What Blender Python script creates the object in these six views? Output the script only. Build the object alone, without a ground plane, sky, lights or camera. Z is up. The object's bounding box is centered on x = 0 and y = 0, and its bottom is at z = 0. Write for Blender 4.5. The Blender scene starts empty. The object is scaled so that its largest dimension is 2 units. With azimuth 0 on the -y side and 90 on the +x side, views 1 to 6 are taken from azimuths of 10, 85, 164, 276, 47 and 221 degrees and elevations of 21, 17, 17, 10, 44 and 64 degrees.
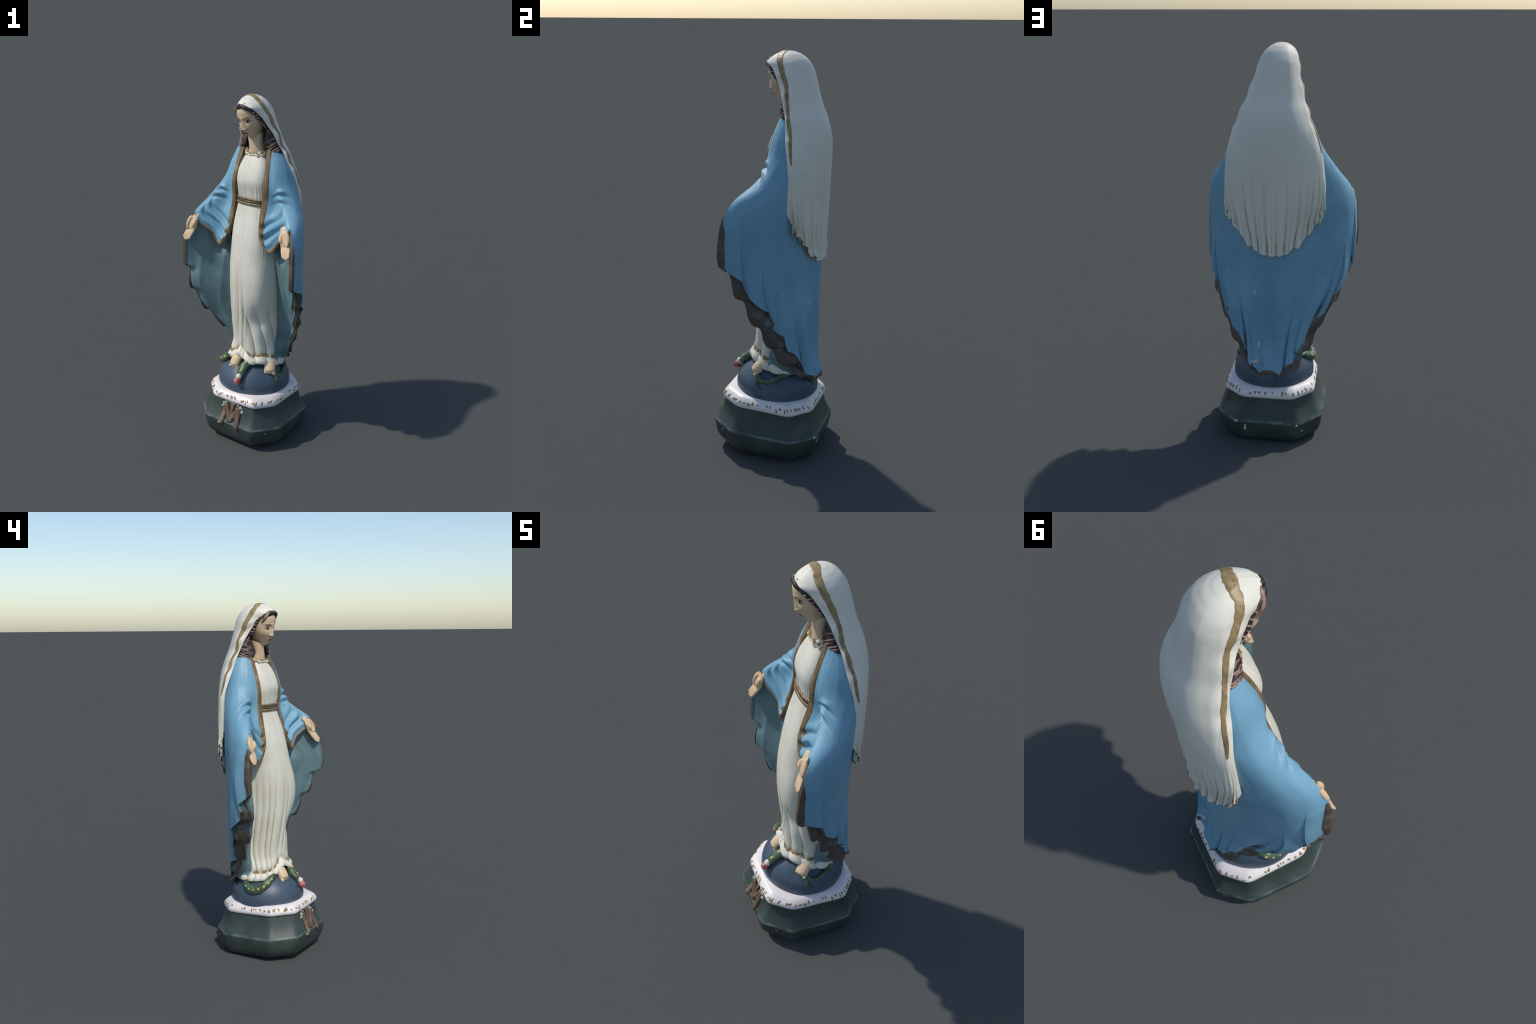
# Painted plaster statue of a robed, veiled woman standing on a globe with a snake,
# on an octagonal dark green plinth.  Everything is modelled in the statue's own
# frame (front = -y, statue's left = +x) and turned as a whole by the root empty.
import bpy, bmesh, math, random
import numpy as np
from mathutils import Vector, Matrix
from mathutils.bvhtree import BVHTree

random.seed(7)
RNG = np.random.default_rng(11)
TURN = math.radians(-24.0)
TILT = .048

# ------------------------------------------------------------------ helpers
def hermite(xs, ys, q):
    """Smooth curve through the knots (xs, ys) evaluated at q (ys may be vectors)."""
    xs = np.asarray(xs, float); ys = np.asarray(ys, float)
    flat = ys.ndim == 1
    if flat: ys = ys[:, None]
    q = np.clip(np.asarray(q, float), xs[0], xs[-1])
    d = np.diff(ys, axis=0) / np.diff(xs)[:, None]
    h = np.diff(xs)[:, None]
    m = np.empty_like(ys); m[0] = d[0]; m[-1] = d[-1]
    m[1:-1] = (d[:-1] * h[1:] + d[1:] * h[:-1]) / (h[:-1] + h[1:])
    i = np.clip(np.searchsorted(xs, q, side='right') - 1, 0, len(xs) - 2)
    hh = (xs[i + 1] - xs[i]); t = ((q - xs[i]) / hh)[..., None]; hh = hh[..., None]
    r = ((2*t**3 - 3*t**2 + 1) * ys[i] + (t**3 - 2*t**2 + t) * hh * m[i]
         + (-2*t**3 + 3*t**2) * ys[i + 1] + (t**3 - t**2) * hh * m[i + 1])
    return r[..., 0] if flat else r

def smooth(a, b, x):
    t = np.clip((np.asarray(x, float) - a) / (b - a), 0, 1)
    return t * t * (3 - 2 * t)

def bump(x, c, w):
    return np.exp(-((np.asarray(x, float) - c) / w) ** 2)

def wobble(x, seed, scale=1.0):
    """Smooth pseudo-random wave, roughly in -1..1."""
    r = np.random.default_rng(seed); s = 0
    for k in range(4):
        s = s + math.sin(1) * np.sin(np.asarray(x) * scale * (1 + 0.73 * k + 0.3 * r.random()) + 6.3 * r.random()) / (1 + 0.5 * k)
    return s / 1.9

ROOT = bpy.data.objects.new("madonna_statue", None)
bpy.context.scene.collection.objects.link(ROOT)
ROOT.rotation_euler = (0, 0, TURN)
ROOT["label"] = "painted statue of veiled woman in blue mantle"
ROOT["category"] = "statue"

def new_object(name, verts, faces, mats, parent=None, smooth_shade=True, index=None):
    me = bpy.data.meshes.new(name)
    me.from_pydata([tuple(map(float, v)) for v in verts], [], faces)
    for m in (mats if isinstance(mats, (list, tuple)) else [mats]):
        me.materials.append(m)
    if index is not None:
        me.polygons.foreach_set("material_index", list(index))
    me.polygons.foreach_set("use_smooth", [smooth_shade] * len(me.polygons))
    me.update()
    ob = bpy.data.objects.new(name, me)
    bpy.context.scene.collection.objects.link(ob)
    ob.parent = parent or ROOT
    return ob

def grid_faces(nr, nc, wrap=False, flip=False):
    f = []
    for r in range(nr - 1):
        for c in range(nc if wrap else nc - 1):
            a = r * nc + c; b = r * nc + (c + 1) % nc
            q = (a, b, b + nc, a + nc)
            f.append(q[::-1] if flip else q)
    return f

def grid_object(name, P, mats, wrap=False, flip=False, caps=False, parent=None, smooth_shade=True):
    nr, nc = P.shape[:2]
    V = P.reshape(-1, 3).tolist(); F = grid_faces(nr, nc, wrap, flip)
    if caps:
        for row, rev in ((0, True), (nr - 1, False)):
            c = P[row].mean(0).tolist(); V.append(c); ci = len(V) - 1
            for k in range(nc):
                t = (row * nc + k, row * nc + (k + 1) % nc, ci)
                F.append(t[::-1] if (rev != flip) else t)
    return new_object(name, V, F, mats, parent, smooth_shade)

def apply_mods(ob):
    dg = bpy.context.evaluated_depsgraph_get()
    dg.update()
    me = bpy.data.meshes.new_from_object(ob.evaluated_get(dg))
    old = ob.data; ob.modifiers.clear(); ob.data = me
    me.name = ob.name
    bpy.data.meshes.remove(old)
    return ob

def thicken(ob, t, rim_index=0, inner_index=0, offset=-1.0):
    m = ob.modifiers.new("thick", 'SOLIDIFY'); m.thickness = t; m.offset = offset
    m.material_offset = inner_index; m.material_offset_rim = rim_index
    m.use_even_offset = False
    apply_mods(ob)
    ob.data.set_sharp_from_angle(angle=math.radians(50))
    return ob

def tube(points, radii, n=14, steps=8, squash=None):
    """Swept tube; returns (verts, faces). squash: (normal direction, factor)."""
    pts = np.asarray(points, float); k = np.arange(len(pts))
    q = np.linspace(0, len(pts) - 1, (len(pts) - 1) * steps + 1)
    C = hermite(k, pts, q); R = hermite(k, np.asarray(radii, float), q)
    T = np.gradient(C, axis=0); T /= np.linalg.norm(T, axis=1)[:, None] + 1e-12
    nrm = np.cross(T[0], [0.3, 0.2, 0.93]); nrm /= np.linalg.norm(nrm)
    V = []; F = []
    for i in range(len(C)):
        nrm = nrm - T[i] * (nrm @ T[i]); nrm /= np.linalg.norm(nrm)
        b = np.cross(T[i], nrm)
        for j in range(n):
            a = 2 * math.pi * j / n
            o = R[i] * (math.cos(a) * nrm + math.sin(a) * b)
            if squash is not None:
                d = np.asarray(squash[0], float); o = o - d * (o @ d) * (1 - squash[1])
            V.append(C[i] + o)
    F = grid_faces(len(C), n, True)
    for row, rev in ((0, True), (len(C) - 1, False)):
        c = C[row] + (T[row] * R[row] * 0.5) * (-1 if rev else 1)
        V.append(c); ci = len(V) - 1
        for j in range(n):
            t = (row * n + j, row * n + (j + 1) % n, ci)
            F.append(t[::-1] if rev else t)
    return V, F

def merge(parts):
    V = []; F = []
    for v, f in parts:
        o = len(V); V += list(v); F += [tuple(i + o for i in q) for q in f]
    return V, F

def tree_of(ob):
    me = ob.data
    return BVHTree.FromPolygons([v.co[:] for v in me.vertices], [p.vertices[:] for p in me.polygons])

def on_surface(tree, p, lift=0.0, toward=None):
    """Nearest surface point, or first hit along 'toward', lifted along the normal."""
    p = Vector(p)
    if toward is not None:
        d = Vector(toward).normalized()
        co, n, _, _ = tree.ray_cast(p - d * 0.25, d)
        if co is None: co, n, _, _ = tree.find_nearest(p)
        if n.dot(d) > 0: n = -n
    else:
        co, n, _, _ = tree.find_nearest(p)
        if n.dot(p - co) < 0 and (p - co).length > 1e-4: n = -n
    return np.array(co + n * lift), np.array(n)

def patch(tree, centre, U, W, shape, height, toward, rings=5, n=24, base=0.0006):
    """Domed paint patch / appliqué hugging a surface. shape(angle) -> relative radius."""
    U = np.asarray(U, float); W = np.asarray(W, float); c = np.asarray(centre, float)
    V = []; F = []
    def put(r, a):
        s = shape(a) * r
        p = c + s * (math.cos(a) * U + math.sin(a) * W)
        h = base + height * (1 - r * r) if r < 1 else -0.002
        return on_surface(tree, p, h, toward)[0]
    V.append(put(0, 0))
    for i in range(1, rings + 1):
        for j in range(n):
            V.append(put(i / rings, 2 * math.pi * j / n))
    for j in range(n):
        F.append((0, 1 + j, 1 + (j + 1) % n))
    for i in range(rings - 1):
        a0 = 1 + i * n
        for j in range(n):
            F.append((a0 + j, a0 + n + j, a0 + n + (j + 1) % n, a0 + (j + 1) % n))
    return V, F

# ------------------------------------------------------------------ materials
def material(name, base, rough=0.5, second=None, second_scale=6.0, second_range=(0.45, 0.65), second_amount=1.0,
             grain=0.0, grain_scale=90.0, chips=None, chip_level=0.72, chip_scale=14.0,
             pits=0.0, crease=None, crease_range=(0.40, 0.49), streak=None, coat=0.0, metallic=0.0, spec=0.5,
             worn=None, worn_range=(0.54, 0.62), spots=None, edge=None):
    m = bpy.data.materials.new(name); m.use_nodes = True
    nt = m.node_tree; N = nt.nodes; L = nt.links
    bsdf = N["Principled BSDF"]
    tc = N.new("ShaderNodeTexCoord")
    def noise(scale, detail=4.0, rough_=0.55, stretch=None):
        t = N.new("ShaderNodeTexNoise"); t.inputs["Scale"].default_value = scale
        t.inputs["Detail"].default_value = detail; t.inputs["Roughness"].default_value = rough_
        if stretch:
            mp = N.new("ShaderNodeMapping"); mp.inputs["Scale"].default_value = stretch
            L.new(tc.outputs["Object"], mp.inputs["Vector"]); L.new(mp.outputs["Vector"], t.inputs["Vector"])
        else:
            L.new(tc.outputs["Object"], t.inputs["Vector"])
        return t.outputs["Fac"]
    def ramp(sock, a, b, inv=False):
        r = N.new("ShaderNodeValToRGB")
        r.color_ramp.elements[0].position = a; r.color_ramp.elements[1].position = b
        if inv:
            r.color_ramp.elements[0].color = (1, 1, 1, 1); r.color_ramp.elements[1].color = (0, 0, 0, 1)
        L.new(sock, r.inputs["Fac"]); return r.outputs["Color"]
    def scaled(sock, k):
        mm = N.new("ShaderNodeMath"); mm.operation = 'MULTIPLY'; mm.inputs[1].default_value = k
        L.new(sock, mm.inputs[0]); return mm.outputs[0]
    def product(s1, s2):
        mm = N.new("ShaderNodeMath"); mm.operation = 'MULTIPLY'
        L.new(s1, mm.inputs[0]); L.new(s2, mm.inputs[1]); return mm.outputs[0]
    rgb = N.new("ShaderNodeRGB"); rgb.outputs[0].default_value = (*base, 1)
    col = rgb.outputs[0]
    def over(fac, c):
        nonlocal col
        mx = N.new("ShaderNodeMix"); mx.data_type = 'RGBA'
        L.new(fac, mx.inputs["Factor"]); L.new(col, mx.inputs["A"]); mx.inputs["B"].default_value = (*c, 1)
        col = mx.outputs["Result"]
    if second:
        over(scaled(ramp(noise(second_scale), *second_range), second_amount), second)
    if streak:   # (colour, scale, amount): brush streaks running up and down
        over(scaled(ramp(noise(streak[1], 3.0, 0.6, (1, 1, 0.07)), 0.48, 0.68), streak[2]), streak[0])
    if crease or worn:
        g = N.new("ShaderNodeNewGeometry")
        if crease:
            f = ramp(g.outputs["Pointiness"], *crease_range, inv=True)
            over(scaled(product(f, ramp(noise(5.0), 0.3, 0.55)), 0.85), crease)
        if worn:
            f = ramp(g.outputs["Pointiness"], *worn_range)
            over(scaled(product(f, ramp(noise(16.0), 0.35, 0.6)), 0.8), worn)
    if edge:     # (height, half width, colour): pale broken line along a ridge
        sep = N.new("ShaderNodeSeparateXYZ"); L.new(tc.outputs["Object"], sep.inputs[0])
        lean = N.new("ShaderNodeMath"); lean.operation = 'MULTIPLY_ADD'; lean.inputs[1].default_value = TILT; L.new(sep.outputs["Y"], lean.inputs[0]); L.new(sep.outputs["Z"], lean.inputs[2])
        sub = N.new("ShaderNodeMath"); sub.operation = 'SUBTRACT'; sub.inputs[1].default_value = edge[0]; L.new(lean.outputs[0], sub.inputs[0])
        ab = N.new("ShaderNodeMath"); ab.operation = 'ABSOLUTE'; L.new(sub.outputs[0], ab.inputs[0])
        over(scaled(product(ramp(scaled(ab.outputs[0], 1 / edge[1]), .15, 1.0, inv=True), ramp(noise(11.0), 0.38, 0.62)), .75), edge[2])
    if spots:    # (colour, scale, radius)
        v = N.new("ShaderNodeTexVoronoi"); v.inputs["Scale"].default_value = spots[1]
        L.new(tc.outputs["Object"], v.inputs["Vector"])
        over(ramp(v.outputs["Distance"], spots[2], spots[2] + 0.05, inv=True), spots[0])
    if chips:
        over(product(ramp(noise(chip_scale, 2.0), chip_level, chip_level + 0.01), ramp(noise(3.0), 0.5, 0.52)), chips)
    L.new(col, bsdf.inputs["Base Color"])
    bsdf.inputs["Roughness"].default_value = rough
    bsdf.inputs["Metallic"].default_value = metallic
    bsdf.inputs["Specular IOR Level"].default_value = spec
    bsdf.inputs["Coat Weight"].default_value = coat
    bsdf.inputs["Coat Roughness"].default_value = 0.25
    if grain or pits:
        prev = None
        if grain:
            b = N.new("ShaderNodeBump"); b.inputs["Strength"].default_value = grain; b.inputs["Distance"].default_value = 0.004
            L.new(noise(grain_scale, 5.0), b.inputs["Height"]); prev = b
        if pits:
            v = N.new("ShaderNodeTexVoronoi"); v.inputs["Scale"].default_value = 38.0
            L.new(tc.outputs["Object"], v.inputs["Vector"])
            h = product(ramp(v.outputs["Distance"], 0.05, 0.16, inv=True), ramp(noise(7.0), 0.5, 0.6))
            b2 = N.new("ShaderNodeBump"); b2.inputs["Strength"].default_value = pits; b2.inputs["Distance"].default_value = 0.006
            L.new(h, b2.inputs["Height"])
            if prev: L.new(prev.outputs["Normal"], b2.inputs["Normal"])
            prev = b2
        L.new(prev.outputs["Normal"], bsdf.inputs["Normal"])
    return m

BLUE = material("mantle_blue_paint", (0.165, 0.345, 0.465), 0.5, second=(0.20, 0.395, 0.515), second_scale=4.0,
                grain=0.25, grain_scale=50, pits=0.12)
LINING = material("mantle_lining_paint", (0.11, 0.185, 0.20), 0.5, second=(0.155, 0.255, 0.27), second_scale=7.0,
                  grain=0.3, grain_scale=50)
TRIM = material("gold_brown_paint", (0.20, 0.135, 0.065), 0.45, second=(0.36, 0.26, 0.14), second_scale=18.0,
                second_range=(0.5, 0.72), streak=((0.10, 0.065, 0.03), 40.0, 0.6), grain=0.4, grain_scale=80, metallic=0.15)
HEM = material("umber_hem_paint", (0.085, 0.062, 0.045), 0.55, second=(0.17, 0.13, 0.09), second_scale=14.0,
               grain=0.4, grain_scale=70)
HEM_WORN = material("worn_hem_paint", (0.082, 0.064, 0.048), 0.55, second=(0.12, 0.17, 0.175), second_scale=9.0,
                    second_range=(0.52, 0.62), grain=0.4, grain_scale=70)
GOLD_LINE = material("gold_line_paint", (0.31, 0.215, 0.095), 0.45, second=(0.20, 0.13, 0.05), second_scale=24.0,
                     streak=((0.50, 0.40, 0.22), 60.0, 0.5), grain=0.3, grain_scale=90)
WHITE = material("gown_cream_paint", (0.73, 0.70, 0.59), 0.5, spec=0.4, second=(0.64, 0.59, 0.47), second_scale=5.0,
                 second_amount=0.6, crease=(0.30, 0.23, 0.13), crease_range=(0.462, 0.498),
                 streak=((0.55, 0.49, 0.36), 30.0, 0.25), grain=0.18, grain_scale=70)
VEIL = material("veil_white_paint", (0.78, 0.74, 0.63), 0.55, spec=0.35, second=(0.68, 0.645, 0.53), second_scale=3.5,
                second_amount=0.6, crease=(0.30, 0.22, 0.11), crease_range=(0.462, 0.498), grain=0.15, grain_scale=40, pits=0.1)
RIM = material("rim_white_paint", (0.80, 0.74, 0.71), 0.4, second=(0.72, 0.64, 0.58), second_scale=12.0,
               second_amount=0.5, grain=0.2, grain_scale=70)
GLOBE = material("globe_navy_paint", (0.050, 0.077, 0.112), 0.45, second=(0.078, 0.112, 0.155), second_scale=7.0,
                 grain=0.25, grain_scale=80)
GREEN = material("plinth_green_paint", (0.033, 0.046, 0.040), 0.5, second=(0.050, 0.072, 0.061), second_scale=8.0,
                 edge=(.131 * .93 + TILT * .285, .009, (0.16, 0.21, 0.19)), grain=0.3, grain_scale=60)
SKIN = material("skin_paint", (0.66, 0.475, 0.285), 0.5, second=(0.70, 0.52, 0.35), second_scale=12.0,
                crease=(0.38, 0.22, 0.10), crease_range=(0.38, 0.47), grain=0.1, grain_scale=80)
HAIR = material("hair_dark_paint", (0.034, 0.021, 0.017), 0.5, grain=0.3, grain_scale=80)
HAIR_LIGHT = material("hair_rosy_paint", (0.33, 0.20, 0.165), 0.5, second=(0.16, 0.085, 0.065), second_scale=30.0,
                      grain=0.3, grain_scale=80)
HAIR_BROWN = material("hair_brown_paint", (0.11, 0.055, 0.04), 0.5, grain=0.3, grain_scale=80)
LIP = material("lip_paint", (0.20, 0.035, 0.035), 0.4)
EYE = material("eye_white_paint", (0.50, 0.44, 0.36), 0.3)
DARK = material("dark_line_paint", (0.022, 0.016, 0.013), 0.4)
BROW = material("brow_paint", (0.10, 0.06, 0.032), 0.5)
SNAKE = material("snake_green_paint", (0.080, 0.135, 0.070), 0.4, second=(0.034, 0.038, 0.024), second_scale=20.0,
                 grain=0.3, grain_scale=90)
SPOT = material("snake_yellow_paint", (0.52, 0.42, 0.13), 0.45, second=(0.35, 0.27, 0.10), second_scale=40.0)
CREAM = material("snake_lip_paint", (0.68, 0.60, 0.50), 0.45)
RED = material("apple_red_paint", (0.34, 0.055, 0.055), 0.3, second=(0.48, 0.20, 0.16), second_scale=22.0)
BRONZE = material("emblem_bronze_paint", (0.120, 0.075, 0.046), 0.5, second=(0.30, 0.22, 0.14), second_scale=22.0,
                  second_range=(0.52, 0.7), grain=0.9, grain_scale=45)
PALE_GREEN = material("emblem_pale_paint", (0.36, 0.40, 0.35), 0.5, second=(0.16, 0.19, 0.15), second_scale=40.0)
PLASTER = material("bare_plaster", (0.60, 0.56, 0.52), 0.7, second=(0.45, 0.40, 0.35), second_scale=50.0)

# ------------------------------------------------------------------ plinth, rim, globe
RIDGE = [(.226, -.242), (.335, -.108), (.328, .198), (.222, .302), (-.112, .305), (-.220, .186), (-.220, -.108), (-.102, -.236)]
LIPP = [(.211, -.199), (.290, -.088), (.291, .188), (.186, .275), (-.078, .277), (-.178, .177), (-.170, -.092), (-.066, -.201)]
MID = np.array([.057, .038])

def octagon(corners, per=14, rounding=2):
    c = np.array(corners); out = []
    for i in range(8):
        a, b = c[i], c[(i + 1) % 8]
        for k in range(per): out.append(a + (b - a) * k / per)
    out = np.array(out)
    for _ in range(rounding):
        out = (np.roll(out, 1, 0) + 2 * out + np.roll(out, -1, 0)) / 4
    return out

def stacked(profile, rounding):
    """profile rows: (z, blend 0=lip polygon..1=ridge polygon, scale about MID)."""
    A = octagon(LIPP, rounding=rounding); B = octagon(RIDGE, rounding=rounding); rows = []
    for z, t, s in profile:
        p = A * (1 - t) + B * t; p = MID + (p - MID) * s
        zz = z * .93 + TILT * (.285 - p[:, 1])          # the plinth leans back a little
        rows.append(np.column_stack([p, zz]))
    return np.array(rows)

P = stacked([(0, 1, .02), (0, 1, .80), (.003, 1, .855), (.013, 1, .90), (.032, 1, .94), (.060, 1, .972), (.090, 1, .988), (.122, 1, 1.002),
             (.130, 1, .998), (.135, 1, .985), (.150, .84, .972), (.175, .60, .962), (.205, .34, .958), (.235, .14, .958), (.258, 0, .962),
             (.268, 0, .95), (.27, 0, .3)], 2)
ang = np.arctan2(P[..., 1] - MID[1], P[..., 0] - MID[0])
low = smooth(.0, .05, P[..., 2]) * smooth(.2, .12, P[..., 2])
P[..., 2] += low * 0.004 * wobble(ang, 3, 2.0)
plinth = grid_object("plinth", P, GREEN, wrap=True)
plinth_tree = tree_of(plinth)

P = stacked([(.262, 0, .90), (.261, 0, .985), (.264, 0, 1.0), (.276, 0, 1.006), (.285, 0, 1.002), (.294, 0, .982), (.303, 0, .950), (.311, 0, .91),
             (.317, 0, .87), (.315, 0, .70)], 3)
ang = np.arctan2(P[..., 1] - MID[1], P[..., 0] - MID[0])
P[..., 2] += 0.0015 * wobble(ang, 5, 3.0)
rim = grid_object("rim", P, RIM, wrap=True)
rim_tree = tree_of(rim)

GC = np.array([.050, .047])
def globe_radius(z):
    return hermite([.30, .335, .37, .40, .42, .44, .46, .48, .488], [.210, .210, .202, .185, .168, .146, .113, .060, .004], z)
zz = np.concatenate([np.linspace(.30, .45, 30), np.linspace(.455, .488, 20)])
th = np.linspace(0, 2 * math.pi, 96, endpoint=False)
P = np.array([[(GC[0] + globe_radius(z) * math.cos(a), GC[1] + globe_radius(z) * math.sin(a), z) for a in th] for z in zz])
globe = grid_object("globe", P, GLOBE, wrap=True)
globe_tree = tree_of(globe)

# gold lettering-like dabs round the rim
parts = []
A = octagon(LIPP, per=20, rounding=8); n_marks = 58
seg = np.linalg.norm(np.roll(A, -1, 0) - A, axis=1); acc = np.concatenate([[0], np.cumsum(seg)])
for i in range(n_marks):
    s = (i + .25 * RNG.random()) / n_marks * acc[-1]
    k = min(np.searchsorted(acc, s, side='right') - 1, len(A) - 1)
    p = A[k]; out = p - MID; out = out / np.linalg.norm(out); tan = np.array([-out[1], out[0]])
    c = np.array([*(MID + (p - MID) * .975), .292 * .93 + TILT * (.285 - p[1])])
    toward = -np.array([out[0], out[1], 1.1])
    up = np.array([-out[0] * .6, -out[1] * .6, .6])
    if RNG.random() < .12: continue
    for _ in range(1 if RNG.random() < .45 else 2):
        w = .0045 + .0045 * RNG.random(); h = .007 + .008 * RNG.random()
        o = tan * RNG.normal(0, .006); oz = RNG.normal(0, .004)
        ph = RNG.random() * 6
        parts.append(patch(rim_tree, c + np.array([*o, 0]) + up * oz, np.array([*tan, 0]) * w, up * h,
                           lambda a, ph=ph: 1 + .3 * math.sin(2 * a + ph) + .2 * math.sin(3 * a + 2 * ph), .0022, toward, 3, 12))
V, F = merge(parts)
marks = new_object("rim_gilding", V, F, GOLD_LINE, rim); marks["kind"] = "stuff"

# monogram on the front face of the plinth
EMB = np.array([.068, -.225, .205])
def face_point(x, z):
    return on_surface(plinth_tree, (EMB[0] + x * .92, -.30, EMB[2] + z * .92), .004, (0, 1, 0))[0]
def stroke(a, b, r, n=5):
    pts = [face_point(a[0] + (b[0] - a[0]) * t, a[1] + (b[1] - a[1]) * t) for t in np.linspace(0, 1, n)]
    return tube(pts, [r] * n, 12, 3, ((0, 1, 0), .45))
strokes = [((-.058, -.070), (-.048, .034), .0155), ((-.048, .034), (.000, -.056), .0165), ((.000, -.056), (.048, .034), .0155),
           ((.048, .034), (.058, -.074), .0165), ((-.052, -.005), (.050, -.028), .010), ((.0, -.02), (.0, .090), .0125),
           ((-.024, .060), (.024, .060), .012), ((-.068, -.074), (-.046, -.074), .010), ((.048, -.077), (.070, -.077), .010)]
V, F = merge([stroke(*s) for s in strokes])
emblem = new_object("monogram", V, F, BRONZE, plinth)
blobs = []
for x, z, r in [(-.062, .040, .014), (-.046, .052, .011), (.058, .036, .015), (.074, .018, .012), (-.072, .020, .010), (-.076, -.080, .008), (.04, .05, .009)]:
    c = face_point(x, z) + np.array([0, .003, 0])
    blobs.append(patch(plinth_tree, c, (r, 0, 0), (0, 0, r), lambda a: 1 + .12 * math.sin(5 * a), .008, (0, 1, 0)))
V, F = merge(blobs)
new_object("monogram_rosette", V, F, PALE_GREEN, plinth)["kind"] = "stuff"

# ------------------------------------------------------------------ gown
TWIST = .052          # the statue's left side stands a little further forward than the right
GZ = [.40, .46, .50, .55, .60, .70, .80, .90, 1.00, 1.10, 1.20, 1.30, 1.38, 1.425, 1.47, 1.54, 1.60, 1.645, 1.675, 1.70]
#      centre x, half width, front y, back y
GS = [(.050, .172, -.080, .225), (.050, .163, -.080, .215), (.050, .152, -.076, .205), (.050, .143, -.062, .20), (.050, .142, -.058, .20),
      (.054, .146, -.062, .20), (.056, .152, -.072, .20), (.056, .154, -.080, .20), (.052, .152, -.080, .20), (.046, .146, -.070, .20),
      (.042, .134, -.052, .20), (.036, .118, -.026, .20), (.033, .106, -.001, .20), (.033, .103, .010, .20), (.033, .104, .006, .20),
      (.032, .105, -.003, .20), (.032, .100, .014, .20), (.032, .084, .036, .20), (.030, .066, .054, .19), (.030, .050, .068, .17)]

def gown_point(th, z):
    """th = 0 at the front, positive toward the statue's left."""
    s = hermite(GZ, np.array(GS), z); xc, hw, yf, yb = [s[..., i] for i in range(4)]
    yc = yf + np.minimum(hw * .95, (yb - yf) * .5) + .02 * smooth(1.3, 1.0, z) * smooth(.5, .6, z)
    p = 2.05 + 1.1 * smooth(1.10, 1.35, z)
    sx = np.sign(np.sin(th)) * np.abs(np.sin(th)) ** (2 / p); cy = np.sign(np.cos(th)) * np.abs(np.cos(th)) ** (2 / p)
    d = gown_fold(th, z)
    x = xc + (hw + d) * sx
    y = np.where(cy > 0, yc - (yc - yf + d) * cy, yc - (yb - yc) * cy)
    return np.stack([x, y - .5 * TWIST * (x - .03), z + 0 * x], -1)

def ridge(x):   # rounded pleat, sharp valley
    return np.abs(np.sin(x)) ** .8 - .6

def gown_fold(th, z):
    th = np.asarray(th, float); z = np.asarray(z, float)
    d = 0 * th * z
    # long straight pleats over the right leg
    right = smooth(.25, -.15, th) * smooth(1.15, .75, z)
    d = d + right * (.0085 + .004 * wobble(th, 23, 4)) * ridge(11.5 * th + 1.3 * wobble(th, 21, 3) + .35 * wobble(z, 22, 4) + 1.2 * smooth(.9, .5, z))
    # left thigh and knee push through
    d = d + .026 * bump(th, .62, .48) * bump(z, .95, .17)
    d = d + .010 * bump(th, -.65, .45) * smooth(.55, .70, z) * smooth(1.3, 1.05, z)
    # hollow below the left knee, folds sweeping from there to the left foot
    d = d - .022 * bump(th, .50, .40) * bump(z, .735, .075)
    sweep = smooth(-.25, .1, th) * smooth(.92, .68, z)
    lean = th - 1.0 * (1 - smooth(.45, .95, z)) ** 1.5 * .55
    d = d + sweep * .0115 * ridge(6.5 * lean + .5 * wobble(z, 24, 5))
    # gathers under and over the belt
    d = d + .0013 * ridge(21 * th + 1.6 * wobble(th, 26, 5) + wobble(z, 25, 7)) * (bump(z, 1.36, .06) + .5 * bump(z, 1.18, .14))
    d = d + .0028 * ridge(17 * th + 1.5 * wobble(th, 27, 4)) * bump(z, 1.465, .040)
    d = d + .0007 * ridge(19 * th + 2 * wobble(th, 29, 6) + .7 * wobble(z, 28, 9)) * bump(z, 1.56, .07)
    # hem flounce rolls outward
    hem = gown_hem(th)
    d = d + .010 * bump(z, hem + .012, .020) - .006 * bump(z, hem + .048, .016)
    return d

def gown_hem(th):
    return hermite([-3.2, -1.7, -1.2, -.8, -.45, -.20, .10, .40, .70, 1.0, 1.4, 1.9, 3.2],
                   [.43, .435, .440, .452, .485, .512, .492, .474, .482, .476, .455, .44, .43], th)

nt_, nz_ = 420, 300
th = np.linspace(-math.pi, math.pi, nt_, endpoint=False)
v = np.linspace(0, 1, nz_)
TH, VV = np.meshgrid(th, v)
ZZ = gown_hem(TH) + (1.70 - gown_hem(TH)) * VV
P = gown_point(TH, ZZ)
under = []
for k, sc in enumerate((.90, .955, .99)):        # rolled underside of the hem
    row = P[0].copy(); c = np.array([.05, .06])
    row[:, :2] = c + (row[:, :2] - c) * sc; row[:, 2] += [.012, .001, -.003][k]; under.append(row)
P = np.concatenate([np.array(under), P], 0)
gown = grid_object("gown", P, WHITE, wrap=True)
gown_tree = tree_of(gown)

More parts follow.
